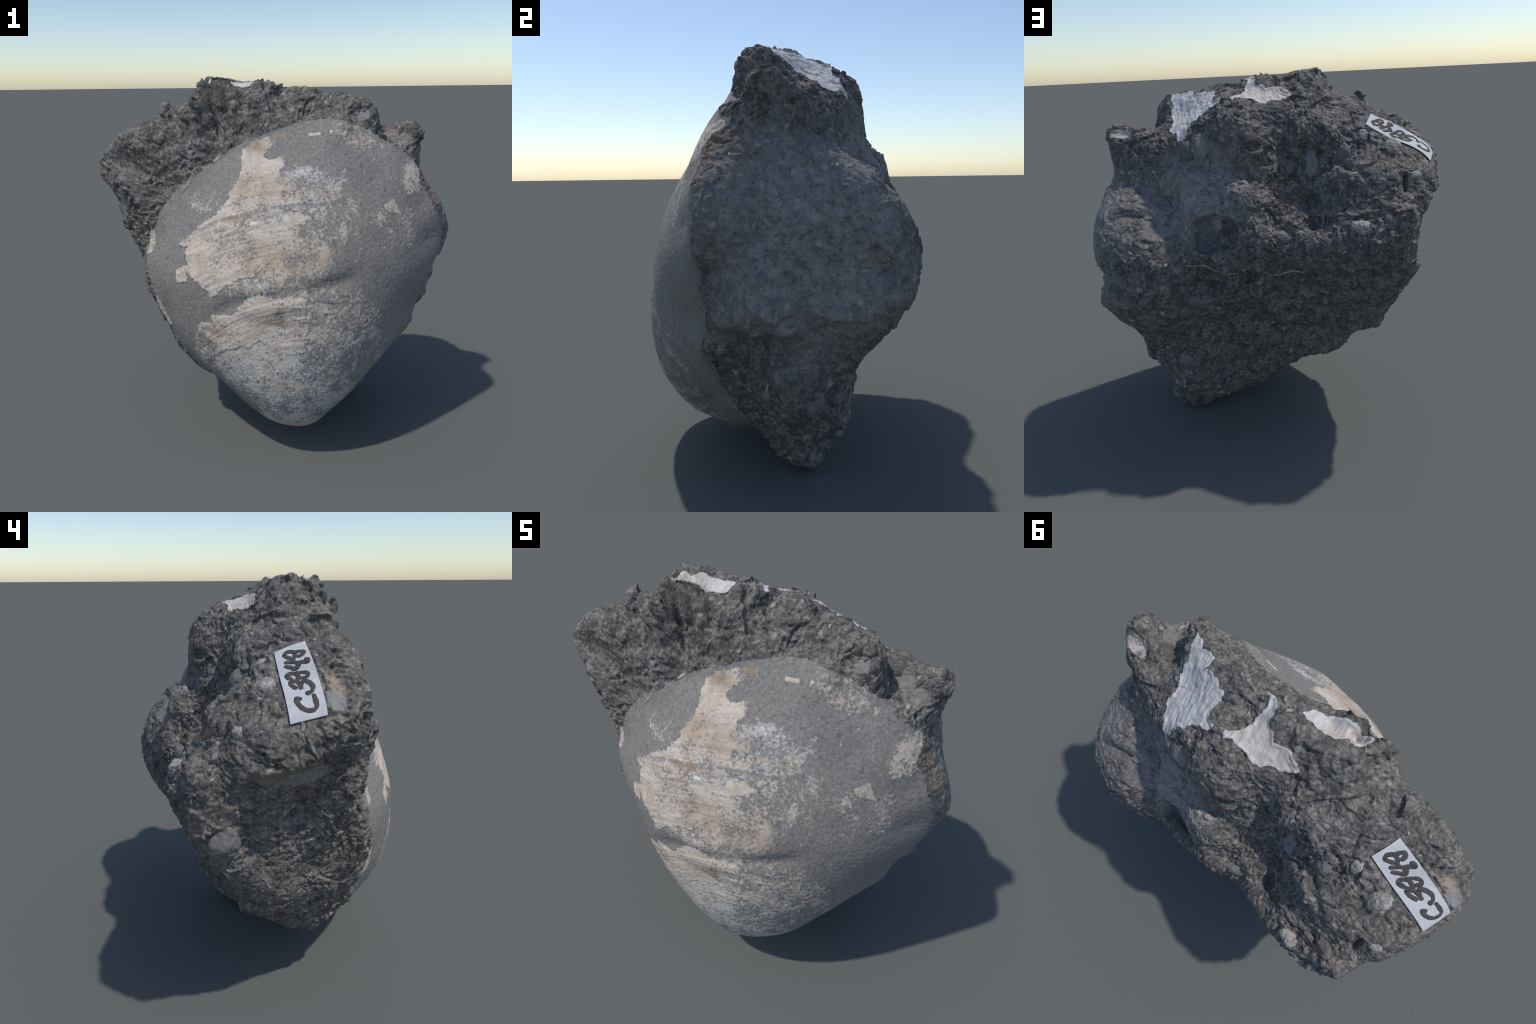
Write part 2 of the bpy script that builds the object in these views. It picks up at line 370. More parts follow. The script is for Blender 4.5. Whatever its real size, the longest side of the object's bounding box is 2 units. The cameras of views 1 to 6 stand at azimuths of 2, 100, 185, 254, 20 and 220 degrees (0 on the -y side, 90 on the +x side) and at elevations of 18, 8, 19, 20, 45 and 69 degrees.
height = np.zeros(len(BASE))
# lumps and hollows: centre, radius, height
DENTS = [
    ((-0.21, -0.09, 1.97), 0.10, -0.026),
    ((-0.56, -0.03, 1.90), 0.05, -0.012),
    ((0.30, -0.60, 1.16), 0.16, 0.006),
    ((0.24, 0.34, 1.60), 0.10, 0.020),
    ((-0.06, 0.37, 1.70), 0.08, 0.015),
    ((0.845, 0.445, 0.945), 0.06, 0.018),
    ((-0.565, 0.565, 1.29), 0.06, 0.015),
]
for c, rad, h in DENTS:
    d = np.linalg.norm(BASE - np.array(c), axis=1) / rad
    height += h * np.exp(-d ** 2 * 1.6)
# pits with a wall: centre, half sizes, depth, share of the radius that is floor
PITS = [
    ((0.185, 0.54, 1.235), (0.135, 0.16, 0.105), 0.065, 0.62),
    ((-0.035, 0.40, 1.645), (0.070, 0.08, 0.030), 0.030, 0.5),
    ((-0.762, 0.44, 1.45), (0.014, 0.10, 0.050), 0.030, 0.5),
    ((0.672, 0.305, 0.445), (0.030, 0.06, 0.035), 0.025, 0.4),
    ((0.865, 0.47, 1.05), (0.05, 0.040, 0.055), 0.014, 0.6),
    ((0.715, -0.045, 1.668), (0.030, 0.040, 0.024), 0.012, 0.5),
]
for c, r, depth, floor in PITS:
    q = (BASE - np.array(c)) / np.array(r)
    q = q + 0.07 * np.stack([perlin(BASE * 8, 18), perlin(BASE * 9, 16), perlin(BASE * 9, 17)], 1)
    d = (np.abs(q) ** 2.8).sum(1) ** (1 / 2.8)
    height -= depth * smooth(1.0, floor, d)
# grooves and ridges along a path: points, half width, height
CREASES = [
    ([(-0.30, -0.54, 0.83), (-0.15, -0.58, 0.93), (0.05, -0.62, 0.975), (0.22, -0.61, 1.00), (0.36, -0.58, 1.03), (0.47, -0.53, 1.07)], 0.036, -0.011),
    ([(-0.34, -0.50, 0.86), (-0.18, -0.56, 0.985), (0.05, -0.58, 1.035), (0.22, -0.58, 1.06), (0.36, -0.54, 1.10)], 0.045, 0.006),
    ([(-0.34, -0.52, 0.74), (-0.15, -0.60, 0.88), (0.05, -0.63, 0.925), (0.25, -0.63, 0.94), (0.40, -0.60, 0.97)], 0.030, 0.005),
    ([(-0.44, -0.36, 1.20), (-0.25, -0.36, 1.32), (-0.05, -0.39, 1.405), (0.18, -0.42, 1.435)], 0.016, -0.009),
    ([(-0.44, -0.38, 1.17), (-0.25, -0.40, 1.28), (-0.05, -0.43, 1.365), (0.18, -0.45, 1.40)], 0.022, 0.005),
    ([(0.37, 0.29, 1.70), (0.47, 0.10, 1.83), (0.50, -0.01, 1.89)], 0.02, 0.006),
    ([(0.85, -0.16, 1.40), (0.91, -0.175, 1.19), (0.90, -0.175, 0.98), (0.86, -0.175, 0.85), (0.80, -0.175, 0.68), (0.68, -0.18, 0.50), (0.58, -0.15, 0.33)], 0.030, -0.022),
    ([(0.961, 0.001, 1.212), (0.94, 0.014, 1.07), (0.90, -0.006, 0.902), (0.90, 0.002, 0.811), (0.838, 0.012, 0.669), (0.80, 0.052, 0.57), (0.758, 0.144, 0.456)], 0.022, 0.014),
    ([(0.949, 0.10, 0.822), (0.882, 0.275, 0.797), (0.849, 0.385, 0.780), (0.815, 0.464, 0.785)], 0.016, -0.016),
    ([(0.949, 0.10, 0.862), (0.882, 0.275, 0.837), (0.849, 0.385, 0.820), (0.815, 0.464, 0.825)], 0.03, 0.012),
    ([(0.835, 0.451, 1.247), (0.834, 0.469, 1.154), (0.841, 0.461, 1.085), (0.844, 0.457, 1.014), (0.832, 0.491, 0.965), (0.826, 0.52, 0.912)], 0.008, -0.014),
    ([(0.36, 0.57, 1.085), (0.261, 0.56, 1.05), (0.167, 0.547, 1.02), (0.0, 0.545, 1.015), (-0.111, 0.539, 0.99), (-0.247, 0.553, 0.97), (-0.43, 0.57, 1.05)], 0.022, -0.020),
    ([(0.36, 0.57, 1.12), (0.261, 0.56, 1.085), (0.167, 0.547, 1.06), (0.0, 0.545, 1.05), (-0.111, 0.539, 1.03), (-0.247, 0.553, 1.01)], 0.022, 0.012),
    ([(0.393, 0.372, 1.46), (0.377, 0.43, 1.361), (0.389, 0.513, 1.215), (0.387, 0.582, 1.13)], 0.018, -0.016),
    ([(0.41, 0.333, 1.641), (0.355, 0.361, 1.578), (0.309, 0.367, 1.545), (0.245, 0.363, 1.53), (0.225, 0.36, 1.60)], 0.012, -0.016),
    ([(0.038, 0.392, 1.70), (-0.037, 0.38, 1.705), (-0.107, 0.308, 1.715)], 0.018, 0.014),
    ([(-0.209, 0.277, 1.71), (-0.254, 0.295, 1.622), (-0.40, 0.324, 1.558), (-0.556, 0.427, 1.507), (-0.575, 0.473, 1.454), (-0.759, 0.526, 1.40)], 0.022, -0.020),
    ([(-0.24, 0.36, 1.40), (-0.292, 0.41, 1.297), (-0.34, 0.49, 1.22)], 0.020, -0.022),
    ([(-0.856, 0.437, 1.301), (-0.886, 0.356, 1.346), (-0.911, 0.285, 1.352), (-0.931, 0.213, 1.385), (-0.96, 0.141, 1.415), (-0.96, 0.06, 1.45)], 0.022, 0.018),
    ([(-0.856, 0.43, 1.24), (-0.886, 0.33, 1.27), (-0.911, 0.22, 1.30), (-0.931, 0.10, 1.34), (-0.91, 0.0, 1.38)], 0.028, -0.016),
    ([(-0.217, -0.127, 1.917), (-0.229, -0.164, 1.842), (-0.271, -0.163, 1.777), (-0.328, -0.159, 1.725)], 0.025, -0.014),
    ([(-0.09, 0.38, 0.93), (-0.10, 0.45, 0.80), (-0.05, 0.42, 0.66), (0.02, 0.36, 0.52)], 0.04, -0.014),
    ([(0.30, 0.50, 0.86), (0.32, 0.46, 0.72), (0.42, 0.42, 0.62), (0.55, 0.40, 0.56)], 0.04, -0.012),
]
for path, wid, h in CREASES:
    d, s = path_distance(path, BASE)
    height += h * np.exp(-(d / wid) ** 2) * np.clip(np.sin(np.pi * np.clip(s, 0.03, 0.97)) * 2.2, 0, 1)

warp = np.stack([fbm(BASE * 7, 2, 21), fbm(BASE * 7, 2, 24), fbm(BASE * 7, 2, 27)], 1)
Q = BASE + 0.045 * warp
wild = np.clip(0.95 + 0.8 * perlin(BASE * 4.2, 30), 0.65, 1.4)      # some stretches break rougher than others
ridge = 0.3 - np.abs(perlin(Q * np.array([13, 13, 17]), 41))
broken = (0.008 * fbm(Q * 5, 2, 31)
          + 0.012 * facets(Q * 6.5, 4, 1.0)
          + wild * (0.010 * facets(Q * 13, 5, 1.0)
                    + 0.007 * facets(Q * 29, 6, 1.0)
                    + 0.010 * ridge
                    + 0.007 * perlin(Q * 30, 43)
                    + 0.007 * (0.3 - np.abs(perlin(Q * 44, 45)))
                    + 0.005 * perlin(Q * 70, 44)))
pits = -0.010 * smooth(0.36, 0.12, cells(Q * 24, 9)[0])
broken = 0.85 * (broken - broken.mean()) - 0.001
height += rough * broken + np.clip(rough, 0, 0.5) * pits

# growth lines of the shell circle the beak
BEAK = np.array([0.22, 0.25])
ring = np.hypot(X - BEAK[0], (Z - BEAK[1]) * 1.05)
ang = np.arctan2(Z - BEAK[1], X - BEAK[0])
lines = perlin(np.stack([ring * 42, ang * 2.2, 0 * ang], 1), 51) + 0.7 * perlin(np.stack([ring * 90, ang * 3, 0 * ang], 1), 52)
cream_w = smooth(0.004, -0.004, cream_sd)
height += shell_w * (0.0012 * perlin(BASE * 55, 61) + 0.0025 * perlin(BASE * 9, 62))
proud = 0.0012 + 0.0030 * smooth(0.12, -0.12, X)          # the shell thins out to the right
height += shell_w * cream_w * (proud + 0.0016 * lines + 0.0008 * perlin(BASE * 80, 63))

# the white shell on the crest stands proud and is fluted
white_w = smooth(0.010, -0.010, white_sd)
bend = 0.25 * perlin(BASE * 9, 74)
flute = perlin(np.stack([(X * 0.95 + Y * 0.29) * 22 + bend * 3, (-X * 0.29 + Y * 0.95) * 4 + bend, Z * 0], 1), 71)
strip = perlin(np.stack([(X * 0.95 + Y * 0.29) * 85, (-X * 0.29 + Y * 0.95) * 4, Z * 0], 1), 73)
height = height * (1 - 0.8 * white_w) + white_w * (-0.002 + 0.006 * smooth(-0.018, 0.0, white_sd) + 0.005 * flute + 0.0018 * strip + 0.003 * perlin(BASE * 40, 72))

# under the label the rock is calmer
LABEL = np.array([[-0.943, 0.104, 1.541], [-0.625, 0.068, 1.758], [-0.900, 0.221, 1.504], [-0.589, 0.181, 1.714]])
lab_c = LABEL.mean(0)
lab_u = (LABEL[1] + LABEL[3] - LABEL[0] - LABEL[2]) / 2
lab_v = (LABEL[2] + LABEL[3] - LABEL[0] - LABEL[1]) / 2
lu, lv = (BASE - lab_c) @ lab_u / (lab_u @ lab_u), (BASE - lab_c) @ lab_v / (lab_v @ lab_v)
under = smooth(0.62, 0.5, np.abs(lu)) * smooth(0.68, 0.5, np.abs(lv)) * (np.linalg.norm(BASE - lab_c, axis=1) < 0.3)
height = height * (1 - under) - 0.004 * under

BODY = BASE + NRM * height[:, None]
# it stands on the very tip of its foot
BODY[:, 2] -= BODY[:, 2].min() * smooth(0.30, 0.0, BODY[:, 2])
BODY_N = vertex_normals(BODY, FACES)

# --------------------------------------------------------------------------------------
# 5. Materials
# --------------------------------------------------------------------------------------
class Nodes:
    def __init__(self, name, rough=0.9):
        self.mat = bpy.data.materials.new(name)
        self.mat.use_nodes = True
        self.t = self.mat.node_tree
        self.b = self.t.nodes["Principled BSDF"]
        self.b.inputs["Roughness"].default_value = rough
        self.b.inputs["Specular IOR Level"].default_value = 0.25
        self.co = self.t.nodes.new("ShaderNodeTexCoord").outputs["Object"]
    def new(self, kind, **kw):
        n = self.t.nodes.new(kind)
        for k, v in kw.items():
            setattr(n, k, v)
        return n
    def put(self, sock, v):
        if isinstance(v, bpy.types.NodeSocket):
            self.t.links.new(v, sock)
        else:
            sock.default_value = v
    def math(self, op, a, b=0.0, c=0.0, clamp=False):
        n = self.new("ShaderNodeMath", operation=op, use_clamp=clamp)
        for s, v in zip(n.inputs, (a, b, c)):
            self.put(s, v)
        return n.outputs[0]
    def vec(self, op, a, b=(0, 0, 0)):
        n = self.new("ShaderNodeVectorMath", operation=op)
        self.put(n.inputs[0], a)
        self.put(n.inputs[1], b)
        return n.outputs["Value"] if op in ("LENGTH", "DOT_PRODUCT", "DISTANCE") else n.outputs[0]
    def noise(self, scale, detail=3, rough=0.55, co=None, dist=0.0):
        n = self.new("ShaderNodeTexNoise")
        self.put(n.inputs["Vector"], self.co if co is None else co)
        n.inputs["Scale"].default_value = scale
        n.inputs["Detail"].default_value = detail
        n.inputs["Roughness"].default_value = rough
        n.inputs["Distortion"].default_value = dist
        return n.outputs["Fac"]
    def voronoi(self, scale, out="Distance", feature="F1", co=None):
        n = self.new("ShaderNodeTexVoronoi", feature=feature)
        self.put(n.inputs["Vector"], self.co if co is None else co)
        n.inputs["Scale"].default_value = scale
        return n.outputs[out]
    def step(self, x, a, b):
        n = self.new("ShaderNodeMapRange", interpolation_type="SMOOTHSTEP")
        self.put(n.inputs[0], x)
        n.inputs[1].default_value, n.inputs[2].default_value = a, b
        return n.outputs[0]
    def ramp(self, x, stops):
        n = self.new("ShaderNodeValToRGB")
        e = n.color_ramp.elements
        while len(e) < len(stops):
            e.new(0.5)
        for k, (pos, col) in zip(e, stops):
            k.position, k.color = pos, (*col, 1)
        self.put(n.inputs[0], x)
        return n.outputs[0]
    def mix(self, fac, a, b, kind="MIX"):
        n = self.new("ShaderNodeMix", data_type="RGBA", blend_type=kind)
        self.put(n.inputs[0], fac)
        for s, v in ((n.inputs[6], a), (n.inputs[7], b)):
            self.put(s, (*v, 1) if isinstance(v, tuple) else v)
        return n.outputs[2]
    def blob(self, c, r, wobble=0.0, scale=14, soft=0.35):
        """1 inside a ragged ellipsoid"""
        d = self.vec("LENGTH", self.vec("MULTIPLY", self.vec("SUBTRACT", self.co, c), tuple(1 / k for k in r)))
        if wobble:
            d = self.math("ADD", d, self.math("MULTIPLY", self.math("SUBTRACT", self.noise(scale, 4, 0.6), 0.5), wobble * 2))
        return self.step(d, 1 + soft, 1 - soft)
    def any_of(self, masks):
        m = masks[0]
        for k in masks[1:]:
            m = self.math("MAXIMUM", m, k)
        return m
    def bump(self, h, strength, dist):
        n = self.new("ShaderNodeBump")
        n.inputs["Strength"].default_value = strength
        n.inputs["Distance"].default_value = dist
        self.put(n.inputs["Height"], h)
        self.t.links.new(n.outputs[0], self.b.inputs["Normal"])
    def done(self, col):
        self.put(self.b.inputs["Base Color"], col)
        return self.mat

def rock_material():
    m = Nodes("grey_rock", 0.93)
    grain = m.noise(62, 5, 0.68)  # dark grains paint crevice shadow into the rock colour
    mid = m.noise(20, 4, 0.6)
    big = m.noise(3.0, 3, 0.5)
    col = m.ramp(grain, [(0.30, (0.056, 0.053, 0.051)), (0.43, (0.124, 0.117, 0.111)), (0.56, (0.190, 0.179, 0.169)),
                         (0.72, (0.34, 0.32, 0.30))])
    col = m.mix(m.step(mid, 0.38, 0.62), m.mix(1.0, col, (0.62, 0.62, 0.63), "MULTIPLY"), m.mix(1.0, col, (1.15, 1.12, 1.09), "MULTIPLY"))
    col = m.mix(m.math("MULTIPLY", m.step(big, 0.40, 0.66), 0.5), col, m.mix(1.0, col, (1.05, 0.98, 0.91), "MULTIPLY"))
    # the flank and lower back are worn smooth: finer, a little paler, dark pits
    flank = m.any_of([m.blob((0.95, 0.25, 1.05), (0.34, 0.42, 0.52), 0.25, 5), m.blob((0.30, 0.45, 1.42), (0.27, 0.22, 0.26), 0.25, 6)])
    pit = m.step(m.noise(64, 4, 0.65), 0.34, 0.47)
    worn = m.ramp(m.noise(26, 5, 0.62), [(0.3, (0.145, 0.142, 0.139)), (0.5, (0.24, 0.234, 0.228)), (0.75, (0.36, 0.35, 0.34))])
    worn = m.mix(pit, m.mix(1.0, worn, (0.52, 0.52, 0.53), "MULTIPLY"), worn)
    col = m.mix(m.math("MULTIPLY", flank, 0.9), col, worn)
    # rusty stain beside the mould on the right
    rust = m.math("MULTIPLY", m.any_of([m.blob((0.86, -0.13, 1.42), (0.09, 0.12, 0.17), 0.5, 10), m.blob((0.83, -0.16, 1.52), (0.06, 0.08, 0.10), 0.4, 12)]),
                  m.step(m.noise(24, 4, 0.6), 0.42, 0.62))
    col = m.mix(m.math("MULTIPLY", rust, 0.55), col, (0.26, 0.165, 0.11))
    tan = m.math("MULTIPLY", m.blob((-0.87, 0.055, 1.62), (0.10, 0.035, 0.05), 0.3, 20), 0.8)
    col = m.mix(tan, col, (0.36, 0.28, 0.22))
    for c, r, brown in PATCHES:
        face = m.math("MULTIPLY", m.blob(c, r, 0.45, 16, 0.15), 0.85)
        smooth_col = m.ramp(m.noise(30, 4, 0.6), (
            [(0.3, (0.20, 0.195, 0.19)), (0.7, (0.29, 0.285, 0.28))],
            [(0.3, (0.17, 0.155, 0.135)), (0.7, (0.27, 0.245, 0.215))],
            [(0.3, (0.38, 0.33, 0.29)), (0.7, (0.58, 0.53, 0.49))])[brown])
        col = m.mix(face, col, smooth_col)
    # shell hash: pale shards of uneven outline
    warp_n = m.new("ShaderNodeTexNoise")
    m.put(warp_n.inputs["Vector"], m.co)
    warp_n.inputs["Scale"].default_value = 30
    co2 = m.vec("ADD", m.co, m.vec("MULTIPLY", warp_n.outputs["Color"], (0.03, 0.03, 0.03)))
    v = m.new("ShaderNodeTexVoronoi")
    m.put(v.inputs["Vector"], co2)
    v.inputs["Scale"].default_value = 22
    pick = m.new("ShaderNodeSeparateColor")
    m.put(pick.inputs[0], v.outputs["Color"])
    speck = m.math("MULTIPLY", m.step(v.outputs["Distance"], 0.36, 0.16), m.step(pick.outputs[0], 0.87, 0.92))
    col = m.mix(m.math("MULTIPLY", speck, 0.7), col, (0.38, 0.36, 0.34))
    m.bump(m.math("ADD", m.noise(120, 3, 0.6), m.noise(48, 2, 0.5)), 0.6, 0.007)
    return m.done(col)

def growth_coord(m, stretch):
    sep = m.new("ShaderNodeSeparateXYZ")
    m.put(sep.inputs[0], m.co)
    dx = m.math("SUBTRACT", sep.outputs[0], float(BEAK[0]))
    dz = m.math("SUBTRACT", sep.outputs[2], float(BEAK[1]))
    rr = m.math("SQRT", m.math("ADD", m.math("MULTIPLY", dx, dx), m.math("MULTIPLY", m.math("MULTIPLY", dz, dz), 1.1)))
    an = m.math("ARCTAN2", dz, dx)
    comb = m.new("ShaderNodeCombineXYZ")
    m.put(comb.inputs[0], rr)
    m.put(comb.inputs[1], m.math("MULTIPLY", an, stretch))
    return comb.outputs[0]

CREAM = [(0.25, (0.34, 0.275, 0.225)), (0.42, (0.51, 0.435, 0.365)), (0.58, (0.61, 0.535, 0.46)), (0.80, (0.72, 0.66, 0.595))]
GREY = [(0.28, (0.150, 0.140, 0.130)), (0.5, (0.222, 0.209, 0.194)), (0.75, (0.278, 0.262, 0.244))]

def shell_fields(m):
    """what the mould and the shell on it share: the grain of the mould, the colour of the
    shell, and where the shell has worn to specks (0 bare .. 1 covered)"""
    g = growth_coord(m, 0.12)
    band = m.noise(38, 4, 0.65, g)
    grain = m.noise(75, 4, 0.65)
    cream = m.ramp(m.math("ADD", m.math("MULTIPLY", band, 0.62), m.math("MULTIPLY", grain, 0.38)), CREAM)
    blotch = m.step(m.noise(15, 4, 0.65), 0.36, 0.62)
    cream = m.mix(blotch, m.mix(1.0, cream, (0.87, 0.83, 0.79), "MULTIPLY"), m.mix(1.0, cream, (1.06, 1.05, 1.05), "MULTIPLY"))
    pale = m.ramp(grain, [(0.3, (0.36, 0.35, 0.345)), (0.7, (0.62, 0.60, 0.59))])
    cool = m.any_of([m.blob((0.10, -0.5, 0.42), (0.50, 0.6, 0.28), 0.3, 6, 0.5), m.blob((0.30, -0.35, 1.50), (0.22, 0.5, 0.13), 0.3, 6, 0.5)])
    cream = m.mix(m.math("MULTIPLY", cool, m.step(m.noise(11, 4, 0.6), 0.38, 0.58)), cream, pale)
    tanner = m.math("MULTIPLY", m.any_of([m.blob((0.10, -0.5, 1.14), (0.26, 0.5, 0.10), 0.4, 8, 0.5), m.blob((-0.05, -0.3, 1.47), (0.3, 0.5, 0.05), 0.4, 8, 0.5)]), 0.55)
    cream = m.mix(tanner, cream, m.mix(1.0, cream, (0.80, 0.70, 0.60), "MULTIPLY"))
    grey = m.ramp(m.noise(60, 4, 0.62), GREY)
    grey = m.mix(m.step(m.noise(105, 2, 0.5), 0.29, 0.36), m.mix(1.0, grey, (0.45, 0.45, 0.46), "MULTIPLY"), grey)
    grey = m.mix(m.math("MULTIPLY", m.step(m.noise(4, 3, 0.5), 0.4, 0.65), 0.5), grey, m.mix(1.0, grey, (0.86, 0.86, 0.87), "MULTIPLY"))
    areas = [  # centre, radii, how much shell is left there
        ((0.20, -0.40, 1.45), (0.22, 0.5, 0.13), 0.56), ((0.27, -0.45, 1.32), (0.22, 0.5, 0.12), 0.52),
        ((0.10, -0.5, 1.16), (0.26, 0.5, 0.14), 0.60), ((0.34, -0.5, 1.18), (0.20, 0.5, 0.16), 0.26),
        ((0.66, -0.4, 1.25), (0.14, 0.4, 0.13), 0.40), ((0.05, -0.6, 1.00), (0.34, 0.4, 0.06), 0.52),
        ((0.30, -0.6, 0.82), (0.24, 0.4, 0.20), 0.52), ((-0.05, -0.5, 0.60), (0.34, 0.5, 0.20), 0.68),
        ((0.18, -0.5, 0.42), (0.30, 0.5, 0.26), 0.58), ((0.12, -0.5, 0.18), (0.22, 0.5, 0.16), 0.72),
        ((0.46, -0.4, 0.66), (0.24, 0.5, 0.26), 0.34), ((0.47, -0.3, 1.70), (0.15, 0.3, 0.07), 0.52), ((0.77, -0.2, 1.50), (0.08, 0.3, 0.10), 0.62),
        ((0.55, -0.4, 1.42), (0.36, 0.5, 0.30), 0.15), ((-0.33, -0.3, 1.38), (0.12, 0.3, 0.05), 0.40)]
    cover = None
    for c, r, k in areas:
        b = m.math("MULTIPLY", m.blob(c, r, 0.35, 9, 0.45), k)
        cover = b if cover is None else m.math("MAXIMUM", cover, b)
    fleck = m.math("ADD", m.math("MULTIPLY", m.noise(68, 5, 0.72), 0.62), m.math("MULTIPLY", m.noise(12, 4, 0.6), 0.38))
    return cream, grey, cover, fleck, band, grain

def worn_mix(m, cream, grey, cover, fleck):
    """shell where the cover beats the speckle noise, soft at the edge of each speck"""
    x = m.math("SUBTRACT", m.math("ADD", 0.36, m.math("MULTIPLY", cover, 0.27)), fleck)
    f = m.step(x, -0.055, 0.075)
    f = m.math("MULTIPLY", f, m.step(cover, 0.03, 0.25))
    return m.mix(m.math("MULTIPLY", f, 0.92), grey, cream)

def mould_material():
    m = Nodes("fossil_mould", 0.85)
    cream, grey, cover, fleck, band, grain = shell_fields(m)
    brown = m.math("MULTIPLY", m.blob((0.55, -0.45, 1.08), (0.42, 0.5, 0.36), 0.3, 6, 0.5), m.step(m.noise(40, 4, 0.65), 0.40, 0.62))
    grey = m.mix(m.math("MULTIPLY", brown, 0.5), grey, (0.27, 0.235, 0.20))
    stray = m.math("MULTIPLY", m.step(m.noise(38, 3, 0.6), 0.67, 0.71), m.blob((0.45, -0.35, 1.45), (0.5, 0.6, 0.4), 0.2))
    grey = m.mix(m.math("MULTIPLY", stray, 0.7), grey, (0.45, 0.43, 0.40))
    col = worn_mix(m, cream, grey, cover, fleck)
    m.bump(m.math("ADD", m.noise(95, 3, 0.6), m.math("MULTIPLY", m.noise(40, 3, 0.6), m.math("ADD", 0.3, m.math("MULTIPLY", cover, 2.0)))), 0.45, 0.005)
    return m.done(col)

def cream_material():
    m = Nodes("cream_shell", 0.75)
    cream, grey, cover, fleck, band, grain = shell_fields(m)
    # whole shell to the left, worn to specks toward the right
    solid = m.any_of([m.blob((-0.30, -0.4, 1.15), (0.36, 0.6, 0.27), 0.25, 8, 0.25), m.blob((-0.12, -0.3, 1.50), (0.22, 0.5, 0.26), 0.2, 8, 0.2),
                      m.blob((0.05, -0.4, 1.30), (0.20, 0.5, 0.08), 0.3, 8, 0.3), m.blob((-0.05, -0.6, 0.83), (0.36, 0.5, 0.19), 0.25, 8, 0.25),
                      m.blob((0.63, -0.35, 1.35), (0.1, 0.4, 0.1), 0.2, 8, 0.2), m.blob((0.24, -0.2, 1.71), (0.1, 0.4, 0.05), 0.2, 8, 0.2),
                      m.blob((-0.60, -0.25, 0.95), (0.13, 0.4, 0.5), 0.2, 8, 0.2)])
    part = m.math("MAXIMUM", cover, m.math("MULTIPLY", solid, m.math("ADD", 0.68, m.math("MULTIPLY", m.step(m.noise(5, 2, 0.5), 0.35, 0.6), 0.25))))
    col = worn_mix(m, cream, grey, m.math("MAXIMUM", part, 0.40), fleck)
    g = growth_coord(m, 0.12)
    line = m.math("MULTIPLY", m.step(m.math("ABSOLUTE", m.math("SUBTRACT", m.math("ADD", m.vec("LENGTH", m.vec("MULTIPLY", g, (1, 0, 0))), m.math("MULTIPLY", m.noise(9, 2), 0.03)), 1.215)), 0.014, 0.004),
                  m.step(m.noise(45, 3, 0.6), 0.36, 0.5))
    col = m.mix(m.math("MULTIPLY", line, 0.75), col, (0.22, 0.215, 0.21))
    stain = m.any_of([m.blob((-0.08, -0.24, 1.65), (0.05, 0.2, 0.03), 0.7, 18, 0.7), m.blob((0.034, -0.65, 0.842), (0.055, 0.2, 0.018), 0.35, 20, 0.4),
                      m.blob((-0.11, -0.48, 1.335), (0.035, 0.2, 0.02), 0.7, 20, 0.7), m.blob((-0.19, -0.5, 1.32), (0.05, 0.2, 0.015), 0.7, 20, 0.7),
                      m.blob((0.05, -0.24, 1.70), (0.04, 0.2, 0.012), 0.7, 20, 0.7), m.blob((-0.28, -0.55, 0.76), (0.06, 0.2, 0.02), 0.9, 26, 0.6)])
    col = m.mix(m.math("MULTIPLY", stain, 0.7), col, (0.29, 0.20, 0.13))
    white = m.math("MULTIPLY", m.blob((-0.075, -0.484, 1.312), (0.034, 0.2, 0.016), 0.9, 26, 0.5), m.step(m.noise(48, 4, 0.65), 0.40, 0.55))
    col = m.mix(m.math("MULTIPLY", white, 0.9), col, (0.74, 0.72, 0.70))
    bare = m.math("MULTIPLY", m.blob((0.035, -0.48, 1.335), (0.034, 0.2, 0.026), 0.9, 26, 0.5), m.step(m.noise(60, 4, 0.65), 0.42, 0.55))
    col = m.mix(m.math("MULTIPLY", bare, 0.8), col, (0.24, 0.25, 0.27))
    m.bump(m.math("ADD", band, m.math("MULTIPLY", grain, 0.8)), 0.5, 0.005)
    return m.done(col)

def white_material():
    m = Nodes("white_shell", 0.6)
    map_ = m.new("ShaderNodeMapping")
    m.put(map_.inputs[0], m.co)
    map_.inputs["Rotation"].default_value = (0, 0, math.radians(-17))
    map_.inputs["Scale"].default_value = (9, 0.9, 0.9)
    col = m.ramp(m.noise(9, 4, 0.6, map_.outputs[0]), [(0.3, (0.36, 0.335, 0.315)), (0.48, (0.52, 0.495, 0.475)), (0.7, (0.62, 0.60, 0.58))])
    warm = m.math("MULTIPLY", m.any_of([m.blob((-0.10, 0.17, 1.92), (0.17, 0.08, 0.2), 0.4, 12), m.blob((-0.25, -0.02, 1.99), (0.09, 0.04, 0.1), 0.5, 16)]), 0.5)
    col = m.mix(warm, col, (0.55, 0.455, 0.385))
    dirt = m.step(m.noise(34, 4, 0.65), 0.60, 0.70)
    col = m.mix(m.math("MULTIPLY", dirt, 0.5), col, (0.30, 0.28, 0.27))
    m.bump(m.noise(14, 3, 0.6, map_.outputs[0]), 0.4, 0.008)
    return m.done(col)

def fossil_material(name, low, high, speck):
    m = Nodes(name, 0.8)
    col = m.ramp(m.noise(38, 4, 0.6), [(0.3, low), (0.7, high)])
    col = m.mix(m.math("MULTIPLY", m.step(m.noise(75, 3, 0.6), 0.56, 0.64), 0.7), col, speck)
    col = m.mix(m.math("MULTIPLY", m.step(m.noise(26, 4, 0.6), 0.48, 0.58), 0.8), col, (0.13, 0.124, 0.118))
    m.bump(m.noise(45, 4, 0.6), 0.6, 0.008)
    return m.done(col)

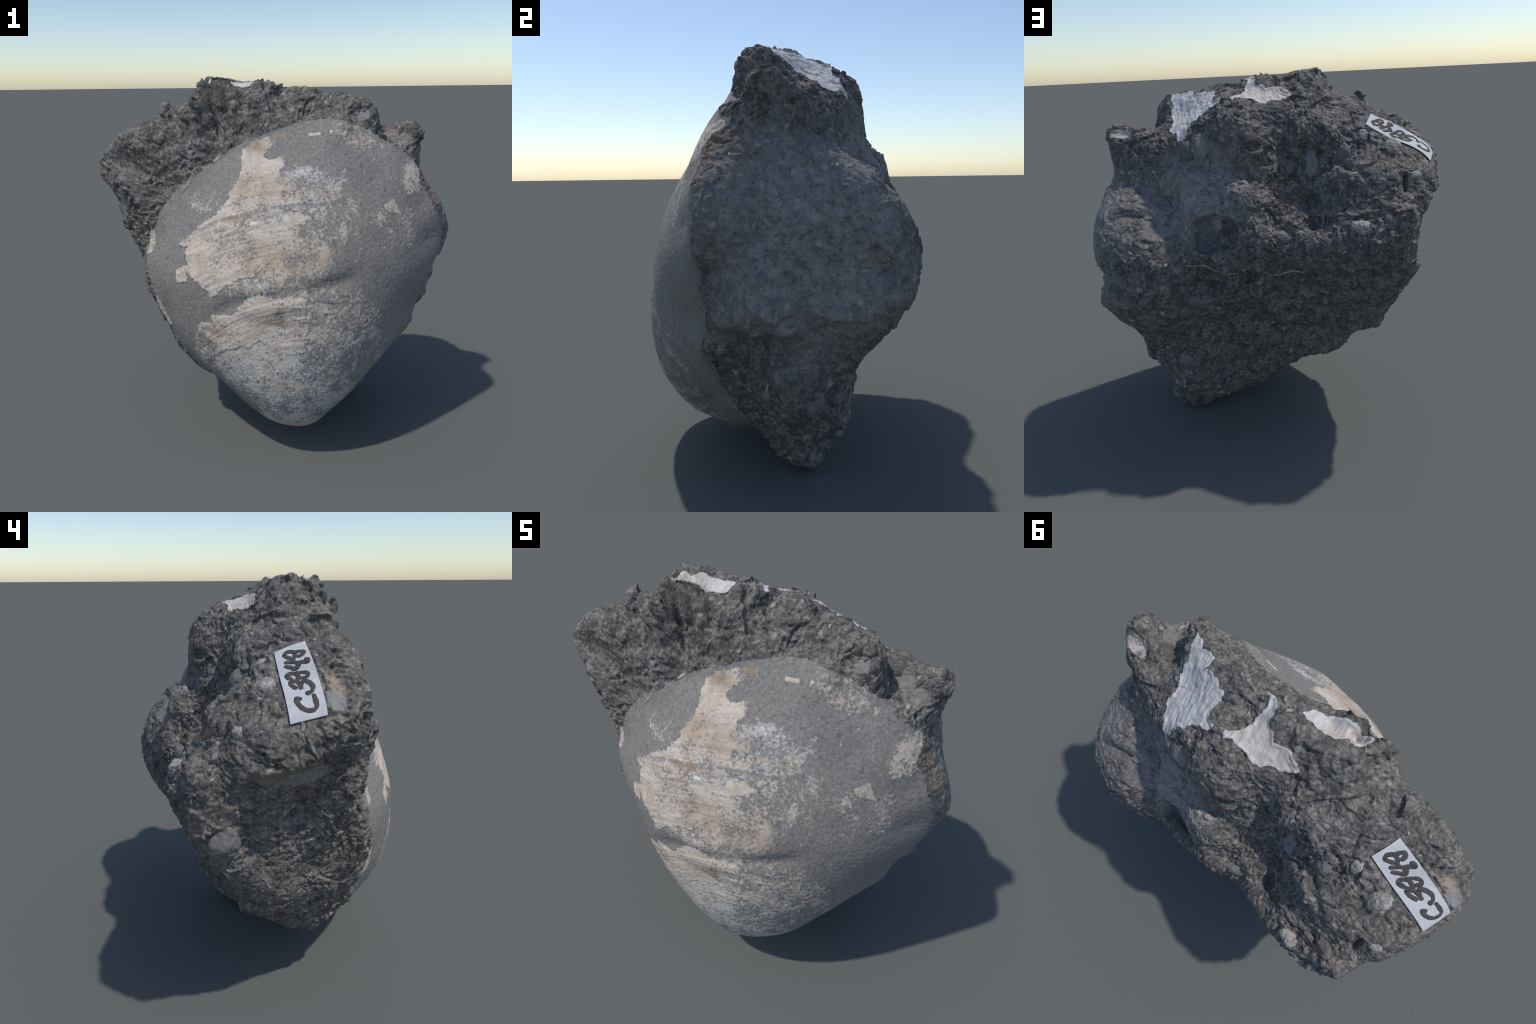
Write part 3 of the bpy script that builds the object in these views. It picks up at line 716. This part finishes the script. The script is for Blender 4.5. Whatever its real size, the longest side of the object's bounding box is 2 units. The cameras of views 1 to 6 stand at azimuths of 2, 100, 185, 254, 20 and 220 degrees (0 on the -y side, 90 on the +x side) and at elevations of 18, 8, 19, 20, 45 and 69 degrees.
def paper_material():
    m = Nodes("label_paper", 0.9)
    col = m.ramp(m.noise(30, 4, 0.6), [(0.3, (0.47, 0.47, 0.48)), (0.7, (0.58, 0.575, 0.58))])
    m.bump(m.noise(60, 3, 0.6), 0.3, 0.003)
    return m.done(col)

def ink_material():
    m = Nodes("brown_ink", 0.8)
    return m.done(m.ramp(m.noise(90, 3, 0.6), [(0.3, (0.055, 0.05, 0.047)), (0.7, (0.095, 0.088, 0.082))]))

ROCK, MOULD, CREAM_M, WHITE = rock_material(), mould_material(), cream_material(), white_material()
PALE_F = fossil_material("pale_fossil", (0.26, 0.235, 0.21), (0.42, 0.385, 0.35), (0.15, 0.14, 0.135))
GREY_F = fossil_material("grey_fossil", (0.13, 0.128, 0.125), (0.20, 0.195, 0.19), (0.10, 0.10, 0.10))
PAPER, INK = paper_material(), ink_material()

# --------------------------------------------------------------------------------------
# 6. Parts
# --------------------------------------------------------------------------------------
def link(name, mesh, parent, mat=None, kind=None):
    o = bpy.data.objects.new(name, mesh)
    bpy.context.collection.objects.link(o)
    o.parent = parent
    if mat and not mesh.materials:
        mesh.materials.append(mat)
    if kind:
        o["kind"] = kind
    return o

def make_mesh(name, v, f, normals=None):
    m = bpy.data.meshes.new(name)
    m.vertices.add(len(v))
    m.vertices.foreach_set("co", np.asarray(v, np.float32).ravel())
    k = f.shape[1]
    m.loops.add(f.size)
    m.loops.foreach_set("vertex_index", f.astype(np.int32).ravel())
    m.polygons.add(len(f))
    m.polygons.foreach_set("loop_start", np.arange(0, f.size, k, dtype=np.int32))
    m.update(calc_edges=True)
    m.polygons.foreach_set("use_smooth", np.ones(len(f), bool))
    if normals is not None:
        m.normals_split_custom_set_from_vertices(np.asarray(normals, np.float32))
    return m

def region(name, mask, parent, mat):
    f = FACES[mask]
    used, inv = np.unique(f, return_inverse=True)
    mesh = make_mesh(name, BODY[used], inv.reshape(f.shape), BODY_N[used])
    return link(name, mesh, parent, mat)

thing = bpy.data.objects.new("fossil_clam_rock", None)
bpy.context.collection.objects.link(thing)
thing["label"] = "dark grey rock holding a large rounded fossil clam with cream shell"
thing["category"] = "fossil"

def true_edge(mask, field, axes):
    """pull the border of a region onto its outline, so that the edge is clean"""
    inside = np.zeros(len(BODY), bool)
    outside = np.zeros(len(BODY), bool)
    inside[FACES[mask].ravel()] = True
    outside[FACES[~mask].ravel()] = True
    k = np.where(inside & outside)[0]
    if not len(k):
        return
    p = BASE[k]
    f = field(p)
    g = np.zeros_like(p)
    for a in axes:
        e = np.zeros(3)
        e[a] = 0.0015
        g[:, a] = (field(p + e) - field(p - e)) / 0.003
    g /= (g ** 2).sum(1)[:, None] + 0.15
    move = -f[:, None] * g
    n = NRM[k]
    c = [a for a in range(3) if a not in axes][0]
    nc = np.where(np.abs(n[:, c]) < 0.35, np.sign(n[:, c] + 1e-9) * 0.35, n[:, c])
    move[:, c] = -sum(n[:, a] * move[:, a] for a in axes) / nc
    l = np.linalg.norm(move, axis=1)
    move *= np.minimum(1, 0.0042 / (l + 1e-9))[:, None]
    BODY[k] += move

face_min = lambda a: a[FACES].mean(1)
f_shell = face_min(shell_w) > 0.5
f_taken = np.zeros(len(FACES), bool)
matrix_children = []
mould = None
f_cream = {}
for name, sd in remnant_sd.items():
    k = (face_min(sd) < 0) & ~f_taken & f_shell
    f_cream[name] = k
    f_taken |= k
f_white = {}
for name, sd in crest_sd.items():
    k = (face_min(sd) < 0) & ~f_taken & ~f_shell
    f_white[name] = k
    f_taken |= k

for name, k in f_cream.items():
    true_edge(k, remnant_field[name], (0, 2))
for name, k in f_white.items():
    true_edge(k, crest_field[name], (0, 1))
true_edge(f_shell, rim_field, (0, 2))
BODY_N = vertex_normals(BODY, FACES)

rock = region("rock_matrix", ~f_shell & ~f_taken, thing, ROCK)
mould = region("fossil_shell", f_shell & ~f_taken, thing, MOULD)
for k in f_cream.values():
    if k.sum() > 20:
        region("shell_remnant", k, mould, CREAM_M)
for k in f_white.values():
    if k.sum() > 20:
        region("broken_shell", k, rock, WHITE)

# a coarse copy of the body for dropping things onto it
cd, cf = sphere(6)
n6 = len(cd)
surf = BVHTree.FromPolygons([tuple(p) for p in BODY[:n6]], [tuple(int(i) for i in t) for t in cf])

def touch(p):
    co, n, _, _ = surf.find_nearest(Vector(p))
    return np.array(co), np.array(n)

# small shells half sunk in the rock: place, long axis, half sizes (long, wide, proud), pale or grey
EMBEDDED = [
    ((0.039, 0.449, 1.472), (1, 0, -0.6), (0.028, 0.018, 0.020), True),
    ((-0.145, 0.514, 1.211), (1, 0, 0.35), (0.058, 0.034, 0.040), False),
    ((-0.548, 0.572, 1.277), (1, 0, 0.3), (0.058, 0.038, 0.040), True),
    ((-0.503, 0.432, 1.475), (1, 0, 0.2), (0.016, 0.012, 0.012), True),  # small pale lump at a tiny white spot on the upper back
    ((-0.709, 0.276, 1.609), (0.2, 1, -0.5), (0.058, 0.044, 0.040), True),
    ((-0.57, 0.245, 1.675), (0, 1, -0.5), (0.036, 0.026, 0.026), True),
    ((-0.817, 0.395, 1.478), (1, 0.2, 0), (0.036, 0.024, 0.024), True),
    ((-0.465, 0.305, 1.58), (0, 0.5, 1), (0.055, 0.045, 0.038), False),
    ((-0.80, 0.43, 1.05), (0, 0, 1), (0.095, 0.066, 0.070), False),
    ((-0.16, 0.006, 0.287), (1, 0, 0), (0.036, 0.024, 0.020), True),
    ((0.34, 0.35, 1.64), (0.3, 0, 1), (0.060, 0.050, 0.040), False),
    ((0.70, 0.135, 1.685), (0.8, 0.4, 0), (0.048, 0.028, 0.016), True),
    ((-0.33, 0.42, 0.72), (1, 0, 0.1), (0.070, 0.030, 0.045), False),
    ((-0.22, 0.50, 1.08), (0.3, 0, 1), (0.045, 0.036, 0.016), False),
    ((0.20, 0.33, 0.20), (0.3, 0, 1), (0.030, 0.024, 0.014), False),
    ((0.66, 0.20, 0.42), (0, 0.4, 1), (0.070, 0.040, 0.045), False),
]
sv, sf = sphere(4)
for k, (c, along, size, pale) in enumerate(EMBEDDED):
    co, n = touch(c)
    a = np.array(along, float)
    a -= n * (a @ n)
    a /= np.linalg.norm(a)
    b = np.cross(n, a)
    q = sv.copy()
    # a clam outline: one end narrower, with concentric ribs and worn spots
    taper = 1 - 0.28 * q[:, 0]
    rib = 1 + 0.008 * np.sin(22 * np.hypot(q[:, 0] + 0.8, q[:, 1])) + 0.16 * perlin(q * 1.6 + k * 5.1, 80 + k) + 0.07 * perlin(q * 5 + k, 90)
    q = q * rib[:, None]
    q[:, 1] *= taper
    v = co + q[:, :1] * a * size[0] + q[:, 1:2] * b * size[1] + q[:, 2:] * n * size[2] - n * size[2] * 0.45
    link("embedded_shell", make_mesh("embedded_shell", v, sf), rock, PALE_F if pale else GREY_F)

# thin edges and slivers of shell lying in the rock: path, half width, pale or grey
SHARDS = [
    ([(0.346, 0.578, 1.096), (0.261, 0.56, 1.07), (0.167, 0.547, 1.043), (0.069, 0.55, 1.028)], 0.006, True),
    ([(-0.054, 0.541, 1.04), (-0.111, 0.539, 1.017), (-0.176, 0.537, 1.008), (-0.247, 0.553, 0.996)], 0.010, True),
    ([(0.592, 0.291, 1.575), (0.534, 0.323, 1.47), (0.48, 0.352, 1.393), (0.429, 0.383, 1.344)], 0.022, False),
    ([(-0.47, 0.36, 1.46), (-0.48, 0.38, 1.42), (-0.46, 0.41, 1.37)], 0.010, True),
    ([(-0.35, 0.36, 1.44), (-0.37, 0.38, 1.37), (-0.39, 0.42, 1.31)], 0.020, False),
    ([(-0.352, 0.434, 1.32), (-0.346, 0.481, 1.25)], 0.014, False),
    ([(0.33, 0.50, 1.32), (0.335, 0.52, 1.24), (0.33, 0.55, 1.16)], 0.008, True),
    ([(-0.80, 0.10, 1.50), (-0.84, 0.15, 1.47), (-0.90, 0.17, 1.45)], 0.008, True),
    ([(-0.93, 0.05, 1.46), (-0.94, 0.0, 1.45), (-0.92, -0.05, 1.42)], 0.008, True),
    ([(0.94, 0.02, 1.20), (0.935, 0.03, 1.16)], 0.014, True),
    ([(0.89, 0.01, 0.99), (0.885, 0.03, 0.96)], 0.014, True),
    ([(0.87, 0.01, 0.90), (0.86, 0.02, 0.87)], 0.012, True),
    ([(0.60, 0.10, 0.52), (0.57, 0.14, 0.46)], 0.008, True),
    ([(0.58, 0.25, 0.60), (0.56, 0.27, 0.54)], 0.014, True),
    ([(0.30, 0.30, 0.13), (0.25, 0.29, 0.09)], 0.008, True),
    ([(-0.20, 0.45, 0.75), (-0.24, 0.44, 0.72)], 0.010, True),
    ([(0.08, 0.45, 0.86), (0.05, 0.44, 0.82)], 0.016, False),
    ([(0.05, 0.42, 0.70), (0.03, 0.41, 0.64)], 0.012, False),
    ([(-0.70, 0.42, 0.92), (-0.72, 0.38, 0.88)], 0.010, True),
    ([(-0.70, 0.15, 0.95), (-0.69, 0.13, 0.90)], 0.012, True),
]
for path, wid, pale in SHARDS:
    P = np.array(path)
    t = np.linspace(0, len(P) - 1, 24)
    C = np.stack([np.interp(t, np.arange(len(P)), P[:, a]) for a in range(3)], 1)
    C += 0.0015 * np.stack([perlin(C * 30, 201), perlin(C * 30, 202), perlin(C * 30, 203)], 1)
    hits = [touch(c) for c in C]
    S = np.array([h[0] for h in hits])
    N = np.array([h[1] for h in hits])
    for _ in range(3):
        S[1:-1] = (S[:-2] + S[1:-1] + S[2:]) / 3
        N[1:-1] = N[:-2] + N[1:-1] + N[2:]
    N /= np.linalg.norm(N, axis=1)[:, None]
    T = np.gradient(S, axis=0)
    B = np.cross(N, T)
    B /= np.linalg.norm(B, axis=1)[:, None] + 1e-9
    prof = np.sin(np.pi * np.linspace(0.03, 0.97, len(S))) ** 0.6 * (1 + 0.5 * perlin(S * 40, 205))
    ring = [(-1, -0.2), (-0.7, 0.5), (0, 0.7), (0.7, 0.5), (1, -0.2), (0, -1)]
    v = np.array([S[i] + B[i] * wid * prof[i] * a + N[i] * 0.009 * b for i in range(len(S)) for a, b in ring])
    f = np.array([(6 * i + j, 6 * i + (j + 1) % 6, 6 * i + 6 + (j + 1) % 6, 6 * i + 6 + j) for i in range(len(S) - 1) for j in range(6)])
    caps = np.array([(0, 1, 2, 5), (2, 3, 4, 5)])
    f = np.vstack([f, caps[:, ::-1], caps + 6 * (len(S) - 1)])
    link("shell_shard", make_mesh("shell_shard", v, f[:, ::-1]), rock, PALE_F if pale else GREY_F)

# knobs of rock that overhang the crest and the shoulder: place, half sizes, roughness
KNOBS = [
    ((0.772, 0.050, 1.680), (0.085, 0.080, 0.062), 0.7),
    ((0.705, 0.030, 1.610), (0.080, 0.080, 0.080), 0.8),
    ((0.485, -0.055, 1.820), (0.055, 0.050, 0.070), 0.9),
]
kv, kf = sphere(6)
for k, (c, size, amp) in enumerate(KNOBS):
    q = kv * np.array(size)
    # squared-off rather than round
    q *= (1.0 / (np.abs(kv) ** 3.2).sum(1) ** (1 / 3.2) * 0.55 + 0.45)[:, None]
    w = q + np.array(c)
    ww = w + 0.03 * np.stack([perlin(w * 7, 21), perlin(w * 7, 22), perlin(w * 7, 23)], 1)
    h = amp * (0.030 * perlin(w * 8, 131 + k) + 0.010 * facets(ww * 11, 5, 0.9) + 0.008 * facets(ww * 25, 6, 0.9) + 0.010 * perlin(ww * 27, 43) + 0.005 * perlin(ww * 62, 44))
    w = w + kv * h[:, None]
    link("rock_knob", make_mesh("rock_knob", w, kf), rock, ROCK)

# shell hash: hundreds of tiny angular flakes in the broken rock
rng = np.random.default_rng(12)
pick = rng.choice(len(BODY), 2600, replace=False)
pick = [i for i in pick if rough[i] > 0.35 and white_w[i] < 0.1 and under[i] < 0.05][:300]
fv, ff = [], []
ov, of = sphere(0)
for i in pick:
    n = BODY_N[i] + rng.normal(0, 0.10, 3)
    n /= np.linalg.norm(n)
    a = np.cross(n, rng.normal(0, 1, 3))
    a /= np.linalg.norm(a)
    b = np.cross(n, a)
    s = rng.gamma(3, 0.0028) + 0.003
    w = s * rng.uniform(0.2, 0.6)
    jit = ov * rng.uniform(0.5, 1.3, (len(ov), 1))
    ff.append(of + len(fv) * len(ov))
    fv.append(BODY[i] + jit[:, :1] * a * s + jit[:, 1:2] * b * w + jit[:, 2:] * n * 0.003)
flakes = make_mesh("shell_flakes", np.vstack(fv), np.vstack(ff))
link("shell_flakes", flakes, rock, PALE_F, "stuff")

# --------------------------------------------------------------------------------------
# 7. Paper label with inked number
# --------------------------------------------------------------------------------------
def on_label(u, v, lift):
    p = (LABEL[0] * (1 - u) * (1 - v) + LABEL[1] * u * (1 - v) + LABEL[2] * (1 - u) * v + LABEL[3] * u * v)
    d = p - CENTRE
    d /= np.linalg.norm(d)
    q = CENTRE + d * radius(d[None])[0]
    n = np.cross(lab_u, lab_v)
    n /= np.linalg.norm(n)
    if n @ d < 0:
        n = -n
    return q + n * lift

def slab(name, rows, cols, fn, thick, parent, mat, bottom):
    top_ = np.array([fn(i / cols, j / rows, bottom + thick) for j in range(rows + 1) for i in range(cols + 1)])
    low_ = np.array([fn(i / cols, j / rows, bottom) for j in range(rows + 1) for i in range(cols + 1)])
    w, n = cols + 1, len(top_)
    f = []
    for j in range(rows):
        for i in range(cols):
            a = j * w + i
            f.append((a, a + 1, a + w + 1, a + w))
            f.append((n + a, n + a + w, n + a + w + 1, n + a + 1))
    edge = [i for i in range(w)] + [j * w + cols for j in range(1, rows + 1)] + \
           [rows * w + i for i in range(cols - 1, -1, -1)] + [j * w for j in range(rows - 1, 0, -1)]
    for a, b in zip(edge, edge[1:] + edge[:1]):
        f.append((b, a, n + a, n + b))
    m = make_mesh(name, np.vstack([top_, low_]), np.array(f))
    m.polygons.foreach_set("use_smooth", np.zeros(len(f), bool))
    return link(name, m, parent, mat)

LIFT = 0.002
label = slab("paper_label", 16, 40, on_label, 0.002, thing, PAPER, LIFT)
LABEL_TOP = LIFT + 0.002

STROKES = [  # pen strokes in label coordinates, written along the strip
    [(0.235,0.639),(0.263,0.724),(0.216,0.732),(0.15,0.659),(0.103,0.543),(0.085,0.413),(0.09,0.306),(0.124,0.244),(0.187,0.249),(0.241,0.262)],
    [(0.386,0.659),(0.441,0.742),(0.494,0.752),(0.488,0.661),(0.466,0.578),(0.424,0.527),(0.366,0.531)],
    [(0.366,0.531),(0.441,0.472),(0.439,0.354),(0.39,0.255),(0.336,0.224),(0.29,0.295),(0.282,0.406)],
    [(0.588,0.532),(0.622,0.705),(0.601,0.793),(0.553,0.741),(0.501,0.635),(0.492,0.527),(0.54,0.501),(0.592,0.529)],
    [(0.597,0.527),(0.569,0.336),(0.536,0.244),(0.504,0.253),(0.486,0.327),(0.497,0.395)],
    [(0.734,0.755),(0.694,0.629),(0.653,0.497),(0.676,0.418),(0.725,0.42)],
    [(0.789,0.727),(0.758,0.556),(0.729,0.418),(0.699,0.245),(0.678,0.154),(0.715,0.133),(0.729,0.163)],
    [(0.893,0.427),(0.926,0.607),(0.9,0.721),(0.849,0.647),(0.806,0.512),(0.831,0.421),(0.893,0.427)],
    [(0.888,0.429),(0.869,0.227),(0.846,0.153),(0.817,0.198),(0.803,0.32)],
    [(0.827,0.423),(0.797,0.488),(0.756,0.519)],
]
LU, LV = np.linalg.norm(lab_u), np.linalg.norm(lab_v)

def stroke_mesh(pts, wid, lift):
    P = np.array(pts) * (LU, LV)
    fine_ = []
    ext = np.vstack([2 * P[0] - P[1], P, 2 * P[-1] - P[-2]])
    for k in range(1, len(ext) - 2):
        a, b, c, d = ext[k - 1:k + 3]
        for t in np.linspace(0, 1, 7)[:-1]:
            fine_.append(0.5 * (2 * b + (c - a) * t + (2 * a - 5 * b + 4 * c - d) * t * t + (3 * b - a - 3 * c + d) * t ** 3))
    fine_.append(P[-1])
    S = np.array(fine_)
    T = np.gradient(S, axis=0)
    T /= np.linalg.norm(T, axis=1)[:, None] + 1e-9
    S = np.vstack([S[0] - T[0] * wid * 0.8, S[0] - T[0] * wid * 0.45, S, S[-1] + T[-1] * wid * 0.45, S[-1] + T[-1] * wid * 0.8])
    T = np.vstack([T[0], T[0], T, T[-1], T[-1]])
    N = np.stack([-T[:, 1], T[:, 0]], 1)
    n = len(S)
    w = np.full(n, wid) * (1 + 0.30 * perlin(np.stack([S[:, 0] * 60, S[:, 1] * 60, 0 * S[:, 0] + 0.5], 1), 301))
    w[[0, -1]] *= 0.35
    w[[1, -2]] *= 0.85
    V, F = [], []
    for s, nn, ww in zip(S, N, w):
        for side, z in ((-1, 0.0), (-0.9, 0.0005), (0.9, 0.0005), (1, 0.0)):
            u, v = (s + nn * ww * side) / (LU, LV)
            V.append(on_label(u, v, lift + z - 0.0002))
    for k in range(n - 1):
        for j in range(3):
            a = 4 * k + j
            F.append((a, a + 1, a + 5, a + 4))
        F.append((4 * k + 3, 4 * k, 4 * k + 4, 4 * k + 7))
    F += [(3, 2, 1, 0), (4 * n - 4, 4 * n - 3, 4 * n - 2, 4 * n - 1)]
    return np.array(V), np.array(F)

for k, s in enumerate(STROKES):
    v, f = stroke_mesh(s, 0.0092, LABEL_TOP + 0.00013 * k)
    link("ink_writing", make_mesh("ink_writing", v, f), label, INK)
